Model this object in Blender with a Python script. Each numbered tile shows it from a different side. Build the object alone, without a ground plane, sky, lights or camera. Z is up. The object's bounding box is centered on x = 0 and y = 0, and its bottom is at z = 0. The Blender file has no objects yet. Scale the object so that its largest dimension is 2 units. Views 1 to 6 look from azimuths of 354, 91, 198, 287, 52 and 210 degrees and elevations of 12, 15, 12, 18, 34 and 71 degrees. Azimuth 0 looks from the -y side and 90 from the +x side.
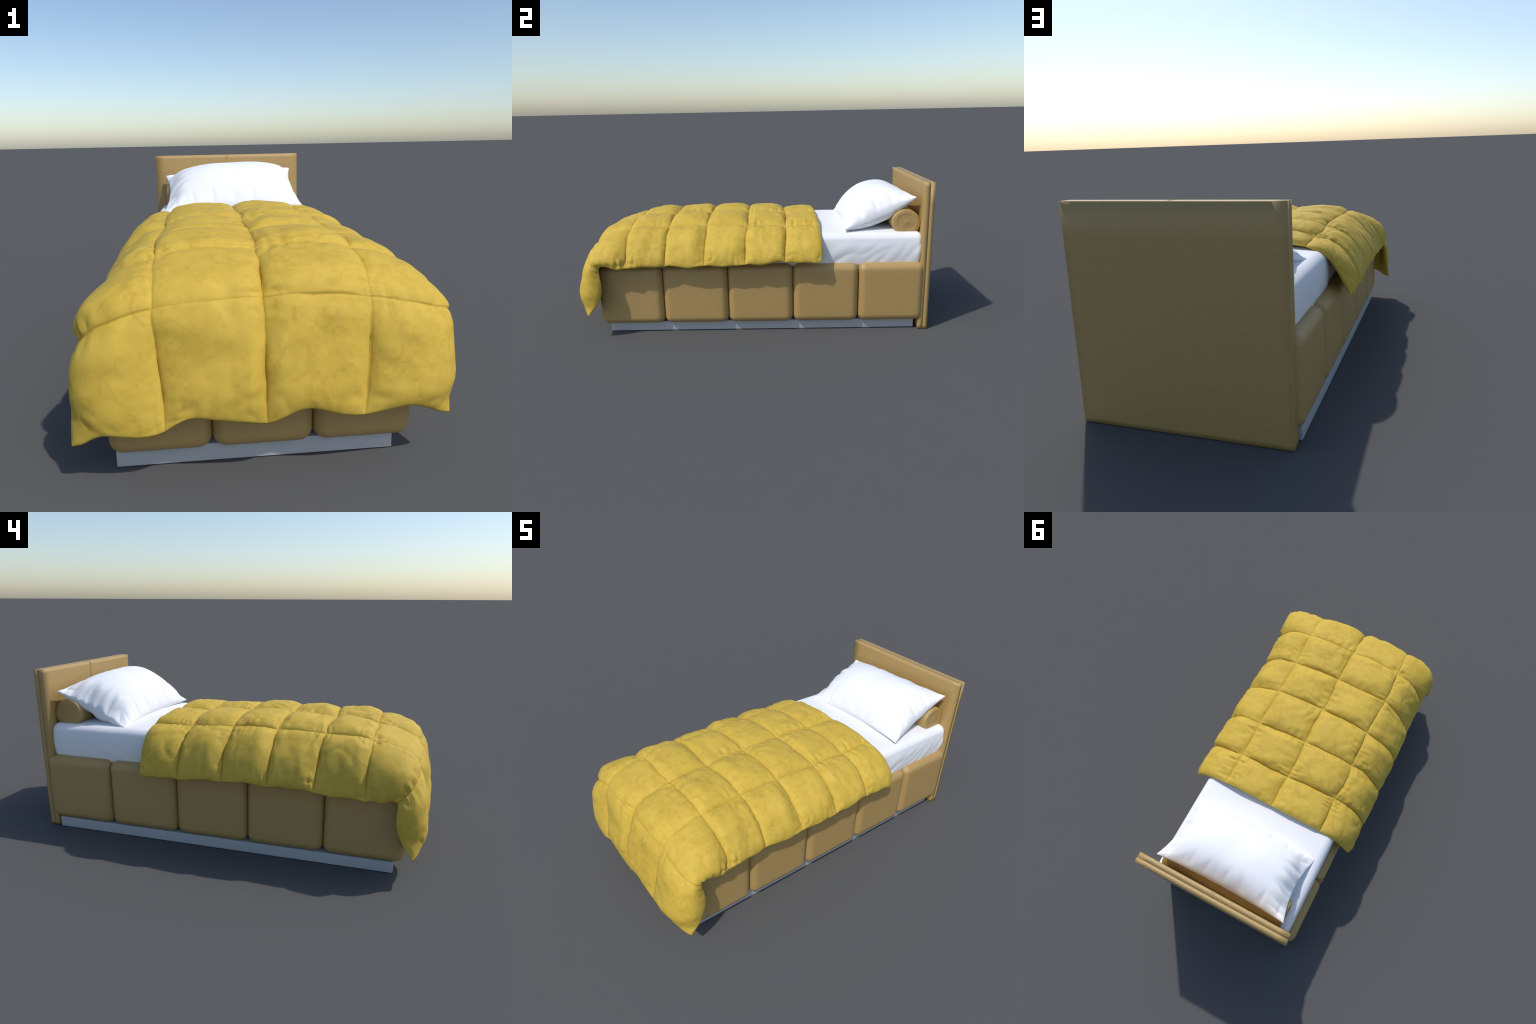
# Single bed: upholstered tan base of rounded cushions on a grey plinth, flat two-layer
# headboard, white mattress, tan bolster, white pillow and a yellow quilted duvet.
import bpy, math
import numpy as np
from mathutils import Vector, noise

# ------------------------------------------------------------------ helpers
def mesh_object(name, verts, faces, mat, parent=None, smooth=True, sharp=None):
    me = bpy.data.meshes.new(name)
    me.from_pydata([tuple(map(float, v)) for v in verts], [], faces)
    me.update()
    me.polygons.foreach_set("use_smooth", [smooth] * len(me.polygons))
    if sharp is not None:
        me.set_sharp_from_angle(angle=math.radians(sharp))
    me.materials.append(mat)
    ob = bpy.data.objects.new(name, me)
    bpy.context.scene.collection.objects.link(ob)
    if parent is not None:
        ob.parent = parent
    return ob


def empty(name, loc=(0, 0, 0)):
    ob = bpy.data.objects.new(name, None)
    ob.location = loc
    bpy.context.scene.collection.objects.link(ob)
    return ob


def n3(x, y, z):
    return noise.noise(Vector((x, y, z)))


def axis_samples(h, r, corner, middle):
    """Coordinates along one side of a box: dense in the rounded ends, plain between."""
    a = np.tan(np.linspace(0, math.pi / 4, corner + 1))          # even angles over half the arc
    end = (h - r) + r * a
    mid = np.linspace(-(h - r), h - r, middle + 1)
    return np.concatenate([-end[::-1], mid[1:-1], end])


def rounded_box(half, radius, corner=6, middle=(8, 8, 8)):
    """Vertices and quads of a box with elliptical rounded edges, centred on 0."""
    h, r = np.array(half, float), np.array(radius, float)
    ax = [axis_samples(h[k], r[k], corner, middle[k]) for k in range(3)]
    index, verts, faces = {}, [], []

    def vid(p):
        key = tuple(np.round(p, 7))
        if key not in index:
            q = np.clip(p, -(h - r), h - r)
            d = (p - q) / r
            index[key] = len(verts)
            verts.append(q + r * d / np.linalg.norm(d))
        return index[key]

    for k in range(3):
        i, j = (k + 1) % 3, (k + 2) % 3
        for sign in (-1, 1):
            ids = []
            for a in ax[i]:
                row = []
                for b in ax[j]:
                    p = np.zeros(3)
                    p[k], p[i], p[j] = sign * h[k], a, b
                    row.append(vid(p))
                ids.append(row)
            for m in range(len(ax[i]) - 1):
                for n in range(len(ax[j]) - 1):
                    q = [ids[m][n], ids[m + 1][n], ids[m + 1][n + 1], ids[m][n + 1]]
                    faces.append(q if sign > 0 else q[::-1])
    return np.array(verts), faces


def spline(knots, values, at):
    """Natural cubic spline through values (n, 3) at knots, evaluated at the positions at."""
    k, y = np.asarray(knots, float), np.asarray(values, float)
    n, h = len(k), np.diff(k)
    A, B = np.eye(n), np.zeros_like(y)
    for i in range(1, n - 1):
        A[i, i - 1], A[i, i], A[i, i + 1] = h[i - 1], 2 * (h[i - 1] + h[i]), h[i]
        B[i] = 6 * ((y[i + 1] - y[i]) / h[i] - (y[i] - y[i - 1]) / h[i - 1])
    M = np.linalg.solve(A, B)
    at = np.asarray(at, float)
    i = np.clip(np.searchsorted(k, at, side="right") - 1, 0, n - 2)
    a, b, hi = (k[i + 1] - at)[..., None], (at - k[i])[..., None], h[i][..., None]
    return (M[i] * a**3 + M[i + 1] * b**3) / (6 * hi) + (y[i] / hi - M[i] * hi / 6) * a + (y[i + 1] / hi - M[i + 1] * hi / 6) * b


# ------------------------------------------------------------------ materials
def new_mat(name):
    m = bpy.data.materials.new(name)
    m.use_nodes = True
    nt = m.node_tree
    return m, nt, nt.nodes["Principled BSDF"]


def nd(nt, kind, **props):
    n = nt.nodes.new(kind)
    for k, v in props.items():
        setattr(n, k, v)
    return n


def math_node(nt, op, a, b=None):
    n = nd(nt, "ShaderNodeMath", operation=op)
    for s, v in zip(n.inputs, (a, b)):
        if v is None:
            continue
        if isinstance(v, (int, float)):
            s.default_value = v
        else:
            nt.links.new(v, s)
    return n.outputs[0]


def noise_node(nt, vec, scale, detail=3.0, rough=0.55):
    n = nd(nt, "ShaderNodeTexNoise")
    n.inputs["Scale"].default_value = scale
    n.inputs["Detail"].default_value = detail
    n.inputs["Roughness"].default_value = rough
    nt.links.new(vec, n.inputs["Vector"])
    return n.outputs["Fac"]


def ramp_node(nt, fac, stops):
    n = nd(nt, "ShaderNodeValToRGB")
    el = n.color_ramp.elements
    while len(el) < len(stops):
        el.new(0.5)
    for e, (p, c) in zip(el, stops):
        e.position, e.color = p, (*c, 1)
    nt.links.new(fac, n.inputs["Fac"])
    return n.outputs["Color"]


def mix_node(nt, fac, a, b, blend="MIX"):
    n = nd(nt, "ShaderNodeMix", data_type="RGBA", blend_type=blend)
    for s, v in ((n.inputs["Factor"], fac), (n.inputs["A"], a), (n.inputs["B"], b)):
        if isinstance(v, (int, float)):
            s.default_value = v
        elif isinstance(v, tuple):
            s.default_value = (*v, 1)
        else:
            nt.links.new(v, s)
    return n.outputs["Result"]


def bump_node(nt, height, strength, dist, bsdf):
    b = nd(nt, "ShaderNodeBump")
    b.inputs["Strength"].default_value = strength
    b.inputs["Distance"].default_value = dist
    nt.links.new(height, b.inputs["Height"])
    nt.links.new(b.outputs[0], bsdf.inputs["Normal"])


def twill_fabric(name, dark, light):
    """Woven upholstery: soft mottling and fine slanting twill ribs."""
    m, nt, bsdf = new_mat(name)
    co = nd(nt, "ShaderNodeTexCoord").outputs["Object"]
    sep = nd(nt, "ShaderNodeSeparateXYZ")
    nt.links.new(co, sep.inputs[0])
    side = math_node(nt, "ADD", sep.outputs[0], sep.outputs[1])
    phase = math_node(nt, "ADD", math_node(nt, "MULTIPLY", side, 0.5), math_node(nt, "MULTIPLY", sep.outputs[2], 0.87))
    wob = math_node(nt, "MULTIPLY", noise_node(nt, co, 90, 2), 0.004)
    ribs = math_node(nt, "SINE", math_node(nt, "MULTIPLY", math_node(nt, "ADD", phase, wob), 2 * math.pi / 0.0034))
    stretch = nd(nt, "ShaderNodeMapping")
    stretch.inputs["Scale"].default_value = (0.6, 0.6, 1.2)
    nt.links.new(co, stretch.inputs[0])
    mott = math_node(nt, "ADD", math_node(nt, "MULTIPLY", noise_node(nt, stretch.outputs[0], 70, 4), 0.6),
                     math_node(nt, "MULTIPLY", noise_node(nt, co, 260, 2), 0.4))
    col = ramp_node(nt, mott, [(0.3, dark), (0.7, light)])
    shade = math_node(nt, "ADD", math_node(nt, "MULTIPLY", ribs, 0.17), 0.95)
    comb = nd(nt, "ShaderNodeCombineColor")
    for s in comb.inputs[:3]:
        nt.links.new(shade, s)
    nt.links.new(mix_node(nt, 1.0, col, comb.outputs[0], "MULTIPLY"), bsdf.inputs["Base Color"])
    bsdf.inputs["Roughness"].default_value = 0.50
    bsdf.inputs["Specular IOR Level"].default_value = 0.65
    bump_node(nt, ribs, 0.25, 0.0006, bsdf)
    return m


def white_cotton(name, colour):
    m, nt, bsdf = new_mat(name)
    co = nd(nt, "ShaderNodeTexCoord").outputs["Object"]
    f = noise_node(nt, co, 14, 3)
    nt.links.new(ramp_node(nt, f, [(0.3, tuple(c * 0.97 for c in colour)), (0.7, colour)]), bsdf.inputs["Base Color"])
    bsdf.inputs["Roughness"].default_value = 0.75
    bsdf.inputs["Specular IOR Level"].default_value = 0.2
    bump_node(nt, noise_node(nt, co, 420, 2), 0.08, 0.001, bsdf)
    return m


def duvet_cotton(name):
    """Mustard cotton: patchy weave in small square cells, with faint darker crease marks."""
    m, nt, bsdf = new_mat(name)
    co = nd(nt, "ShaderNodeTexCoord").outputs["Object"]
    cell = nd(nt, "ShaderNodeVectorMath", operation="SNAP")
    cell.inputs[1].default_value = (0.0115, 0.0115, 0.0115)
    nt.links.new(co, cell.inputs[0])
    white = nd(nt, "ShaderNodeTexWhiteNoise", noise_dimensions="3D")
    nt.links.new(cell.outputs[0], white.inputs["Vector"])
    cloud = noise_node(nt, co, 9, 4, 0.6)
    patch = noise_node(nt, cell.outputs[0], 30, 3, 0.6)
    f = math_node(nt, "ADD", math_node(nt, "MULTIPLY", cloud, 0.50),
                  math_node(nt, "ADD", math_node(nt, "MULTIPLY", patch, 0.41), math_node(nt, "MULTIPLY", white.outputs["Value"], 0.09)))
    col = ramp_node(nt, f, [(0.32, (0.500, 0.334, 0.045)), (0.48, (0.588, 0.401, 0.058)), (0.66, (0.637, 0.440, 0.069))])
    line = math_node(nt, "ABSOLUTE", math_node(nt, "SUBTRACT", noise_node(nt, co, 8, 2, 0.45), 0.5))
    vein = math_node(nt, "MULTIPLY", math_node(nt, "SUBTRACT", 1.0, math_node(nt, "MINIMUM", math_node(nt, "MULTIPLY", line, 26), 1.0)),
                     math_node(nt, "MINIMUM", math_node(nt, "MULTIPLY", math_node(nt, "MAXIMUM", math_node(nt, "SUBTRACT", noise_node(nt, co, 5, 2), 0.45), 0.0), 6), 1.0))
    col = mix_node(nt, math_node(nt, "MULTIPLY", vein, 0.38), col, (0.42, 0.265, 0.035))
    nt.links.new(col, bsdf.inputs["Base Color"])
    bsdf.inputs["Roughness"].default_value = 0.7
    bsdf.inputs["Specular IOR Level"].default_value = 0.25
    bump_node(nt, noise_node(nt, co, 60, 3), 0.12, 0.004, bsdf)
    return m


def painted_grey(name):
    m, nt, bsdf = new_mat(name)
    co = nd(nt, "ShaderNodeTexCoord").outputs["Object"]
    nt.links.new(ramp_node(nt, noise_node(nt, co, 6, 3), [(0.3, (0.43, 0.44, 0.45)), (0.7, (0.46, 0.47, 0.48))]), bsdf.inputs["Base Color"])
    bsdf.inputs["Roughness"].default_value = 0.5
    bsdf.inputs["Specular IOR Level"].default_value = 0.3
    return m


TAN = twill_fabric("tan_twill", (0.430, 0.277, 0.092), (0.480, 0.313, 0.109))
WHITE = white_cotton("white_cotton", (0.86, 0.865, 0.875))
YELLOW = duvet_cotton("mustard_cotton")
GREY = painted_grey("grey_paint")

# ------------------------------------------------------------------ bed
bed = empty("bed")
bed["label"] = "single bed with tan cushioned base, flat headboard and white mattress"
bed["category"] = "bed"


def box_part(name, lo, hi, radius, mat, parent, corner=6, middle=(8, 8, 8), shape=None, sharp=None):
    lo, hi = np.array(lo, float), np.array(hi, float)
    v, f = rounded_box((hi - lo) / 2, radius, corner, middle)
    if shape is not None:
        v = shape(v, (hi - lo) / 2)
    v = v + (lo + hi) / 2
    return mesh_object(name, v, f, mat, parent, True, sharp)


# plinth
box_part("plinth", (-0.439, -0.849, 0.0), (0.377, 0.927, 0.054), (0.0015,) * 3, GREY, bed, 2, (2, 2, 2), None, 50)

# headboard: thin back panel and a padded front panel with softly rounded sides
HX0, HX1, HZ = -0.431, 0.409, 0.849


def padded_slab(name, lo, hi, side, top, bottom, mat, parent):
    """Upholstered slab: crisp outline, faces that turn softly towards their edges over a margin."""
    ax = [[lo[0], lo[0] + side, (lo[0] + hi[0]) / 2, hi[0] - side, hi[0]], [lo[1], hi[1]], [lo[2], lo[2] + bottom, lo[2] + (hi[2] - lo[2]) * 0.5, hi[2] - top, hi[2]]]
    ids, verts, faces = {}, [], []

    def vid(p):
        if p not in ids:
            ids[p] = len(verts)
            verts.append(p)
        return ids[p]

    for k in range(3):
        a, b = (k + 1) % 3, (k + 2) % 3
        for sign in (0, -1):
            for m in range(len(ax[a]) - 1):
                for n in range(len(ax[b]) - 1):
                    quad = []
                    for da, db in ((0, 0), (1, 0), (1, 1), (0, 1)):
                        p = [0.0] * 3
                        p[k], p[a], p[b] = ax[k][sign], ax[a][m + da], ax[b][n + db]
                        quad.append(vid(tuple(p)))
                    faces.append(quad if sign else quad[::-1])
    return mesh_object(name, verts, faces, mat, parent)


headboard = padded_slab("headboard", (HX0, 0.9755, 0.0), (HX1, 1.0, HZ), 0.05, 0.12, 0.02, TAN, bed)
padded_slab("headboard_pad", (HX0 + 0.0005, 0.9465, 0.0005), (HX1 - 0.0005, 0.9745, HZ - 0.0008), 0.05, 0.018, 0.02, TAN, headboard)
# stitched double seam up the middle of the pad: three thin cords over the front and the top
for x in (-0.018, -0.0115, -0.005):
    w = 0.0012
    path = [(0.9465, 0.02), (0.9465, HZ - 0.004), (0.9470, HZ - 0.0015), (0.9490, HZ - 0.0008), (0.9650, HZ - 0.0008), (0.9735, HZ - 0.0008)]
    verts, faces = [], []
    for k, (y, z) in enumerate(path):
        a = Vector((path[max(k - 1, 0)][0], path[max(k - 1, 0)][1]))
        b = Vector((path[min(k + 1, len(path) - 1)][0], path[min(k + 1, len(path) - 1)][1]))
        t = (b - a).normalized()
        out = Vector((-t.y, t.x))
        for s in range(8):
            an = s / 8 * 2 * math.pi
            verts.append((x + w * math.cos(an), y + out.x * w * math.sin(an), z + out.y * w * math.sin(an)))
    for k in range(len(path) - 1):
        for s in range(8):
            faces.append([k * 8 + s, k * 8 + (s + 1) % 8, k * 8 + 8 + (s + 1) % 8, k * 8 + 8 + s])
    faces += [list(range(8))[::-1], [len(verts) - 8 + s for s in range(8)]]
    mesh_object("headboard_seam", verts, faces, TAN, headboard)

# base: five by three rounded cushions
BX0, BX1, BY0, BY1, BZ0, BZ1 = -0.4550, 0.4240, -0.893, 0.969, 0.0535, 0.400
nx, ny = 3, 5
sx, sy = (BX1 - BX0) / nx, (BY1 - BY0) / ny
cv, cf = rounded_box((sx / 2 + 0.0002, sy / 2 + 0.0002, (BZ1 - BZ0) / 2), (0.042, 0.042, 0.042), 7, (8, 8, 8))
first = None
for j in range(ny):
    for i in range(nx):
        loc = (BX0 + (i + 0.5) * sx, BY0 + (j + 0.5) * sy, (BZ0 + BZ1) / 2)
        if first is None:
            first = mesh_object("base_cushion", cv, cf, TAN, bed)
            ob = first
        else:
            ob = first.copy()
            ob.parent = bed
            bpy.context.scene.collection.objects.link(ob)
        ob.location = loc


# mattress: bulging sides, crowned top, slanting tension folds in the sheet near the head end
def mattress_shape(v, h):
    out = v.copy()
    for k, (x, y, z) in enumerate(v):
        tx, ty, tz = x / h[0], y / h[1], z / h[2]
        bulge = max(0.0, 1 - (tz - 0.15) ** 2)
        out[k, 0] += 0.014 * bulge * tx * abs(tx) ** 2 - 0.004 * tx
        out[k, 1] += 0.006 * bulge * ty * abs(ty) ** 2 - 0.006 * ty
        rise = min(1.0, max(0.0, (tz - 0.2) / 0.6))
        out[k, 2] += rise * rise * (3 - 2 * rise) * (0.018 * (1 - tx * tx) * (1 - 0.4 * ty * ty) - 0.002)
        if abs(tx) > 0.8:                                     # long slanting folds on the sides
            d = (y * 0.62 - z * 0.78) if tx > 0 else (y * 0.45 - z * 0.9)
            r = n3(d * 14 + (0 if tx > 0 else 40), (y * 0.78 + z * 0.62) * 4, 3.1)
            amp = 0.0055 if tx > 0 else 0.0018
            fade = math.exp(-((tz + 0.25) / 0.75) ** 4) * min(1, max(0, (abs(tx) - 0.8) / 0.15))
            out[k, 0] += math.copysign(amp * (1.6 * r), tx) * fade
        foot = min(1.0, max(0.0, (-ty - 0.72) / 0.28))                 # slumps at the covered foot end
        cover = min(1.0, max(0.0, (0.27 - y) / 0.10))                  # pressed in a little under the duvet
        out[k, 0] -= (0.03 * foot * foot + 0.014 * cover) * tx
        out[k, 2] -= 0.006 * cover * rise
        out[k, 2] += 0.0015 * n3(x * 9, y * 9, 5.0) - 0.045 * foot * foot * rise
    return out


box_part("mattress", (-0.403, -0.800, 0.360), (0.384, 0.957, 0.566), (0.035, 0.028, 0.032), WHITE, bed, 7, (24, 150, 46), mattress_shape)

# ------------------------------------------------------------------ bolster
def bolster_ring(scale, n=72):
    """Flat-bottomed round profile in the y, z plane, about its own centre."""
    pts = []
    for k in range(n):
        a = 2 * math.pi * k / n
        y, z = 0.080 * math.cos(a), 0.074 * math.sin(a)
        y *= 1 + 0.06 * max(0.0, -math.sin(a))
        y -= 0.006 * math.sin(a)
        lim = -0.060
        if z < lim + 0.010:
            z = lim + 0.010 * math.exp((z - lim - 0.010) / 0.010) * 1.0
        pts.append((y * scale, z * scale))
    return pts


end_profile = [(s_, d_ if d_ < 0 or s_ < 0.1 else 0.002 + 0.5 * (d_ - 0.002)) for s_, d_ in [(0.02, 0.005), (0.05, 0.0065), (0.09, 0.005), (0.30, 0.004), (0.52, 0.0035), (0.60, 0.0015), (0.66, 0.0045), (0.74, 0.0055),
               (0.81, 0.0035), (0.85, 0.0005), (0.89, 0.0015), (0.93, 0.000), (0.965, -0.004), (0.987, -0.010), (0.998, -0.018), (1.0, -0.03)]]
BLX0, BLX1 = -0.362, 0.343
rings = [(s, BLX0 - d) for s, d in end_profile] + [(1.0, BLX0 + (BLX1 - BLX0) * t) for t in np.linspace(0.08, 0.92, 30)] + [(s, BLX1 + d) for s, d in end_profile[::-1]]
verts, faces = [], []
N = 72
for s, x in rings:
    for y, z in bolster_ring(s, N):
        g = 1 + 0.012 * n3(x * 7, y * 12, z * 12) * s
        verts.append((x + 0.002 * n3(y * 22, z * 22, 1.5 if x < 0 else 7.7), y * g, z * g))
for k in range(len(rings) - 1):
    for s in range(N):
        faces.append([k * N + s, k * N + N + s, k * N + N + (s + 1) % N, k * N + (s + 1) % N])
faces += [list(range(N)), [len(verts) - N + s for s in range(N)][::-1]]
bolster = mesh_object("bolster_cushion", verts, faces, TAN)
bolster.location = (0, 0.869, 0.618)
bolster["label"] = "tan fabric bolster roll with a flattened underside"
bolster["category"] = "cushion"

# ------------------------------------------------------------------ pillow
C00, C10 = np.array((-0.371, 0.530, 0.560)), np.array((0.363, 0.517, 0.584))     # front corners
C01, C11 = np.array((-0.374, 0.916, 0.734)), np.array((0.357, 0.915, 0.764))     # back corners
NA, NB = 150, 100


def ease(n):
    t = np.linspace(-1, 1, n + 1)
    return np.sign(t) * (1 - (1 - np.abs(t)) ** 1.5)          # rows crowd towards the hem


AA, BB = np.meshgrid(ease(NA), ease(NB), indexing="ij")
p, q = ((AA + 1) / 2)[..., None], ((BB + 1) / 2)[..., None]
mid = (1 - p) * (1 - q) * C00 + p * (1 - q) * C10 + (1 - p) * q * C01 + p * q * C11
ex = (C10 - C00) / np.linalg.norm(C10 - C00)
ey = (C01 - C00) / np.linalg.norm(C01 - C00)
up = np.cross(ex, ey)
up /= np.linalg.norm(up)
waist_a, waist_b = (1 - BB**2), (1 - AA**2)
mid = mid - (AA * np.abs(AA) ** 3 * waist_a * 0.030)[..., None] * ex - (BB * np.abs(BB) ** 3 * waist_b * 0.022)[..., None] * ey
mid = mid - (np.abs(AA) ** 6 * waist_a * 0.004)[..., None] * up       # side hems sag
mid = mid + (np.where(BB < 0, np.abs(BB), 0) ** 6 * waist_b * 0.020)[..., None] * up      # front hem lifts off the sheet


def pillow_wrinkle(a, b, layer):
    """Share of the height taken away by pleats that run in from the hems, deepest at the short sides."""
    w = 0.0
    for d, along, deep, reach, freq, seed in ((1 + a, b, 0.70, 0.19, 2.3, 11), (1 - a, b, 0.40, 0.15, 2.3, 23), (1 + b, a, 0.16, 0.26, 3.6, 37), (1 - b, a, 0.26, 0.22, 3.4, 51)):
        r = n3(along * freq, seed + layer * 3.3, d * 0.5)
        width = 2.6 + 9.0 * d                                   # a pleat narrows away from the hem
        ridge = max(0.0, 1 - abs(r) * width)
        w += deep * ridge * math.exp(-(d / reach) ** 2) * min(1.0, (1 - abs(along)) / 0.12)
    return 1 - min(0.8, w)


verts, top_id, bot_id = [], {}, {}
for layer in (0, 1):
    for i in range(NA + 1):
        for j in range(NB + 1):
            border = i in (0, NA) or j in (0, NB)
            if layer and border:
                bot_id[i, j] = top_id[i, j]
                continue
            a, b = AA[i, j], BB[i, j]
            fa, fb = max(0, 1 - a * a), max(0, 1 - b * b)
            if layer == 0:
                hgt = 0.141 * fa**0.44 * fb**0.66 * (1 + 0.05 * b)
                hgt *= 1 - 0.05 * math.exp(-((a - 0.02) / 0.2) ** 2) * fb + 0.03 * n3(a * 1.6, b * 1.6, 2.0)
                sgn = 1
            else:
                hgt = 0.094 * fa**0.34 * fb**0.50
                sgn = -1
            hgt *= pillow_wrinkle(a, b, layer) if layer == 0 else 0.5 + 0.5 * pillow_wrinkle(a, b, layer)
            pt = mid[i, j] + up * sgn * max(hgt, 0.0)
            (top_id if layer == 0 else bot_id)[i, j] = len(verts)
            verts.append(pt)
faces = []
for i in range(NA):
    for j in range(NB):
        faces.append([top_id[i, j], top_id[i + 1, j], top_id[i + 1, j + 1], top_id[i, j + 1]])
        faces.append([bot_id[i, j], bot_id[i, j + 1], bot_id[i + 1, j + 1], bot_id[i + 1, j]])
pillow = mesh_object("pillow", verts, faces, WHITE, None, True, 75)
pillow["label"] = "plump white cotton pillow with pointed corners and pleats"
pillow["category"] = "pillow"

# ------------------------------------------------------------------ duvet
# Seam lines of the quilting carry the drape. Columns: hem, side bend, seam, middle seam, seam, side bend, hem.
COLS = [0.0, 0.5, 1.0, 2.0, 3.0, 3.5, 4.0]
ROWS = [
    (0.0, [(-0.520, .384, .368), (-0.439, .386, .520), (-.320, .386, .583), (-.021, .386, .603), (.277, .383, .598), (.420, .385, .540), (.494, .387, .432)]),
    (1.0, [(-0.521, .178, .376), (-0.438, .180, .520), (-.318, .181, .588), (-.025, .192, .607), (.273, .184, .588), (.415, .182, .536), (.492, .179, .434)]),
    (2.0, [(-0.522, -.046, .385), (-0.437, -.043, .522), (-.319, -.040, .601), (-.022, -.039, .622), (.273, -.036, .598), (.414, -.040, .533), (.495, -.041, .425)]),
    (3.0, [(-0.523, -.268, .389), (-0.435, -.265, .521), (-.313, -.263, .603), (-.018, -.269, .623), (.270, -.266, .605), (.411, -.267, .531), (.494, -.266, .418)]),
    (4.0, [(-.517, -.480, .377), (-.427, -.486, .517), (-.314, -.490, .600), (-.017, -.493, .613), (.267, -.483, .600), (.410, -.486, .531), (.487, -.487, .418)]),
    (5.0, [(-.516, -.708, .362), (-.427, -.712, .512), (-.312, -.716, .580), (-.014, -.709, .597), (.280, -.711, .586), (.418, -.706, .524), (.497, -.698, .415)]),
    (5.5, [(-.515, -.780, .362), (-.449, -.826, .492), (-.308, -.826, .547), (-.013, -.824, .562), (.278, -.821, .552), (.442, -.820, .502), (.498, -.775, .414)]),
    (6.0, [(-.515, -.845, .370), (-.460, -.908, .440), (-.303, -.916, .489), (-.011, -.909, .504), (.276, -.907, .493), (.460, -.903, .452), (.500, -.846, .418)]),
    (6.5, [(-.532, -.850, .270), (-.476, -.948, .296), (-.294, -.952, .335), (-.013, -.952, .345), (.268, -.953, .340), (.472, -.944, .303), (.510, -.840, .285)]),
    (7.0, [(-.546, -.934, .108), (-.415, -.972, .160), (-.285, -.977, .174), (-.015, -.978, .178), (.250, -.978, .184), (.395, -.974, .186), (.524, -.930, .134)]),
]
PER = 36                                                     # cells per panel side
tpanel = np.linspace(0, 1, PER + 1)
tpanel = tpanel - 0.65 * np.sin(2 * np.pi * tpanel) / (2 * np.pi)   # cells crowd at the seams
U = np.unique(np.concatenate([tpanel + k for k in range(4)]).round(9))
V = np.unique(np.concatenate([tpanel + k for k in range(7)]).round(9))
nu, nv = len(U), len(V)

along_u = np.array([spline(COLS, pts, U) for _, pts in ROWS])                   # rows, nu, 3
M = np.stack([spline([r for r, _ in ROWS], along_u[:, i], V) for i in range(nu)])   # nu, nv, 3


def unit(a):
    return a / np.maximum(np.linalg.norm(a, axis=-1, keepdims=True), 1e-9)


# wander of the seams and slack of the hems
hem_lift = spline([0, .12, .3, .55, 1, 1.22, 1.45, 1.85, 2, 2.15, 2.4, 2.7, 3, 3.4, 3.7, 4],
                  np.array([0, .006, .017, .003, 0, .028, .022, .004, 0, .010, .034, .015, 0, .012, .006, 0])[:, None], U)[:, 0]
for i in range(nu):
    for j in range(nv):
        u, v = U[i], V[j]
        e = min(u, 4 - u, v, 7 - v)
        k = min(1.0, e / 0.5)
        M[i, j] += k * np.array((0.009 * n3(u * 1.7, v * 1.7, 1.0), 0.009 * n3(u * 1.7, v * 1.7, 9.0), 0.004 * n3(u * 1.1, v * 1.1, 17.0)))
        M[i, j] += k * np.array((0.0045 * n3(u * 4.7, v * 4.7, 3.0), 0.0045 * n3(u * 4.7, v * 4.7, 13.0), 0.0))
        lift = hem_lift[i] * max(0, (v - 6.5) / 0.5) ** 2
        M[i, j, 2] += lift
        s = max(0.0, 1 - min(u, 4 - u) / 0.3)
        M[i, j, 2] += s * s * 0.012 * n3(v * 2.2, 0.0 if u < 2 else 30.0, 2.0)
        M[i, j, 0] += s * s * 0.010 * n3(v * 3.1, 6.0 if u < 2 else 50.0, 4.0)

# blunt hem corners
S = M.copy()
for i in range(nu):
    for j in range(nv):
        wu, wv = max(0.0, 1 - min(U[i], 4 - U[i]) / 0.22), max(0.0, 1 - min(V[j], 7 - V[j]) / 0.22)
        if wu * wv > 0:
            ii = i + (PER // 5 if U[i] < 2 else -(PER // 5))
            jj = j + (PER // 5 if V[j] < 3 else -(PER // 5))
            S[i, j] += 0.32 * (wu * wv) ** 1.3 * (M[ii, jj] - M[i, j])
M = S
du = np.gradient(M, U, axis=0)
dv = np.gradient(M, V, axis=1)
NRM = unit(np.cross(dv, du))
if NRM[nu // 2, nv // 3, 2] < 0:
    NRM = -NRM

rng = np.random.default_rng(7)
puff = rng.uniform(0.90, 1.10, (4, 7))
lean = rng.uniform(-0.12, 0.12, (4, 7, 2))
soft = rng.uniform(0.15, 0.32, (4, 7, 4))                  # how gently each side of a panel rolls into its seam


def roll(d, width=0.24):
    """Quarter-round rise of the filling away from a seam; d is 0 at the seam, 0.5 in mid panel."""
    t = min(1.0, d / width)
    return 0.80 * math.sqrt(max(0.0, 1 - (1 - t) ** 2)) + 0.80 * d * (1 - d)


def length_seam(k, v):
    """How full the quilt stays on lengthwise seam k: 0 pinched to the stitch, 1 no groove at all."""
    if k in (0, 4):
        return 0.0
    if k == 2:
        return float(np.interp(v, [0, 4.8, 5.3, 5.9, 6.2, 7], [-0.06, 0.02, 0.15, -0.25, 0.05, 0.0]))
    return float(np.interp(v, [0, 4.7, 5.2, 5.8, 6.15, 6.35, 6.75, 7], [0.0, 0.02, 0.36, 0.45, 0.15, -0.45, -0.45, 0.0]))


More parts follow.
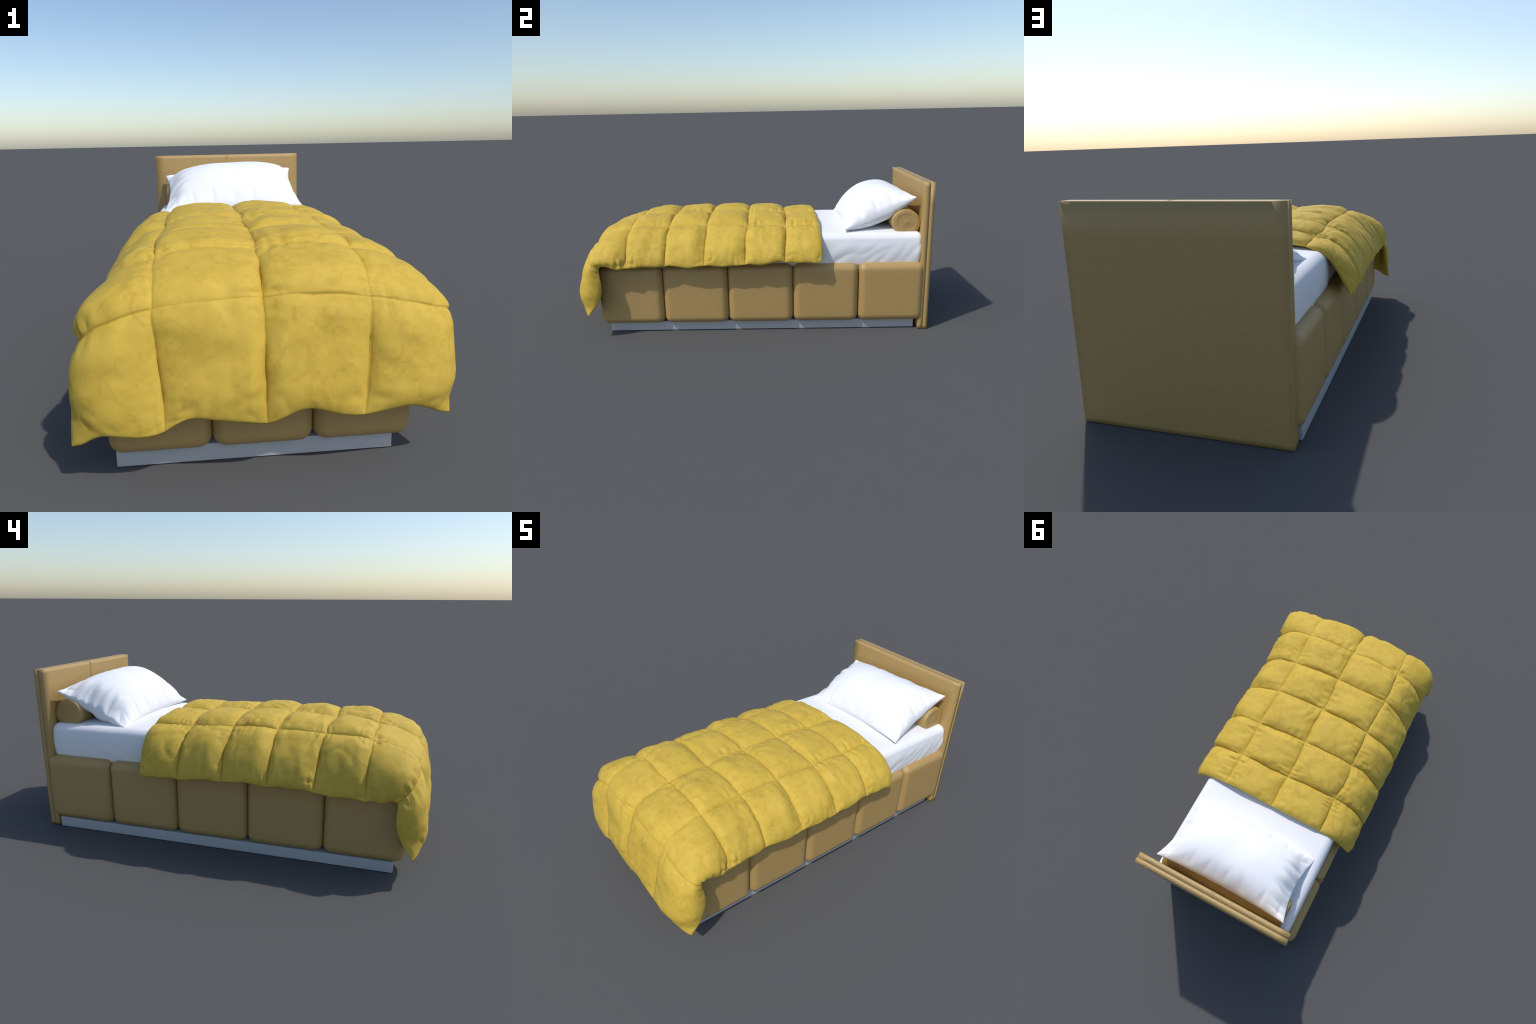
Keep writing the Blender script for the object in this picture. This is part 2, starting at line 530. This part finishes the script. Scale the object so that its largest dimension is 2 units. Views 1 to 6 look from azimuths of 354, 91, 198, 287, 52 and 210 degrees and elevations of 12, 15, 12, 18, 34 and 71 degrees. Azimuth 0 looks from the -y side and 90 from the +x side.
def cross_seam(k, u):
    if k in (0, 7):
        return 0.0
    if k == 6:
        return float(np.interp(u, [0, 0.5, 0.9, 1.2, 2.8, 3.2, 3.6, 4], [-0.15, 0.15, 0.55, 0.72, 0.75, 0.60, 0.60, 0.55]))
    if k == 5:
        return 0.20
    return -0.06 + 0.30 * n3(u * 1.3, k * 4.1, 0.0)


outer, inner = np.zeros((nu, nv)), np.zeros((nu, nv))
for i in range(nu):
    for j in range(nv):
        u, v = U[i], V[j]
        cu, cv_ = min(int(u), 3), min(int(v), 6)
        a, b = u - cu, v - cv_
        ka, kb = (cu if a < 0.5 else cu + 1), (cv_ if b < 0.5 else cv_ + 1)
        ga, gb = length_seam(ka, v), cross_seam(kb, u)
        fa = (ga + (1 - ga) * roll(min(a, 1 - a), soft[cu, cv_, 0 if a < 0.5 else 1])) * (1 + lean[cu, cv_, 0] * math.sin(2 * math.pi * a))
        fb = (gb + (1 - gb) * roll(min(b, 1 - b), soft[cu, cv_, 2 if b < 0.5 else 3])) * (1 + lean[cu, cv_, 1] * math.sin(2 * math.pi * b))
        H = 0.030 * (puff[cu, cv_] if 0 < a < 1 and 0 < b < 1 else 1)
        if cv_ == 6:
            H *= 0.70 if cu in (0, 3) else 0.95
        h = H * (fa * fb if fa > 0 or fb > 0 else -abs(fa * fb))
        # puckers that run in from the stitching
        pk = 0.0
        for d, along, seed in ((a, v, cu), (1 - a, v, cu + 1), (b, u, cv_ + 20), (1 - b, u, cv_ + 21)):
            r = n3(along * 7.5, seed * 3.7 + 0.3, d * 1.2)
            pk -= (1 - min(1, abs(r) * 3.0)) ** 2 * math.exp(-((d - 0.06) / 0.13) ** 2) * max(0.0, n3(along * 1.9, seed * 5.1, 8.0) + 0.25)
        if h > 0:
            h *= max(0.15, 1 + 0.85 * pk)
        # lumps of filling
        body = max(fa * fb, 0.0)
        h += 0.0050 * body * n3(u * 3.1, v * 3.1, 40.0) + 0.0022 * body * n3(u * 8, v * 8, 60.0)
        r = n3(u * 2.3 + 5, v * 1.7, 77.0)                          # a few long slack creases
        h -= 0.0065 * body * max(0.0, 1 - abs(r) * 9) ** 1.5 * max(0.0, min(1.0, 3 * n3(u * 1.2, v * 1.2, 90.0)))
        outer[i, j] = h
        hang = max(0.0, 1 - min(u, 4 - u, 7 - v) / 0.8)
        pa, pb = roll(min(a, 1 - a)), roll(min(b, 1 - b))
        inner[i, j] = max((0.010 + 0.022 * hang) * pa * pb, 0.0008 - h, 0.0008)

P = [M + NRM * outer[..., None], M - NRM * inner[..., None]]
# tension drags the cloth of the foot flap towards its hanging corners
verts, ids = [], [{}, {}]
for layer in (0, 1):
    for i in range(nu):
        for j in range(nv):
            if i in (0, nu - 1) or j in (0, nv - 1):
                if layer:
                    ids[1][i, j] = ids[0][i, j]
                    continue
                pt = M[i, j]
            else:
                pt = P[layer][i, j]
            ids[layer][i, j] = len(verts)
            verts.append(pt)
faces = []
for i in range(nu - 1):
    for j in range(nv - 1):
        q = [(i, j), (i, j + 1), (i + 1, j + 1), (i + 1, j)]
        faces.append([ids[0][k] for k in q])
        faces.append([ids[1][k] for k in q[::-1]])
duvet = mesh_object("duvet", verts, faces, YELLOW)
duvet["label"] = "puffy mustard yellow quilted duvet draped over the bed"
duvet["category"] = "duvet"
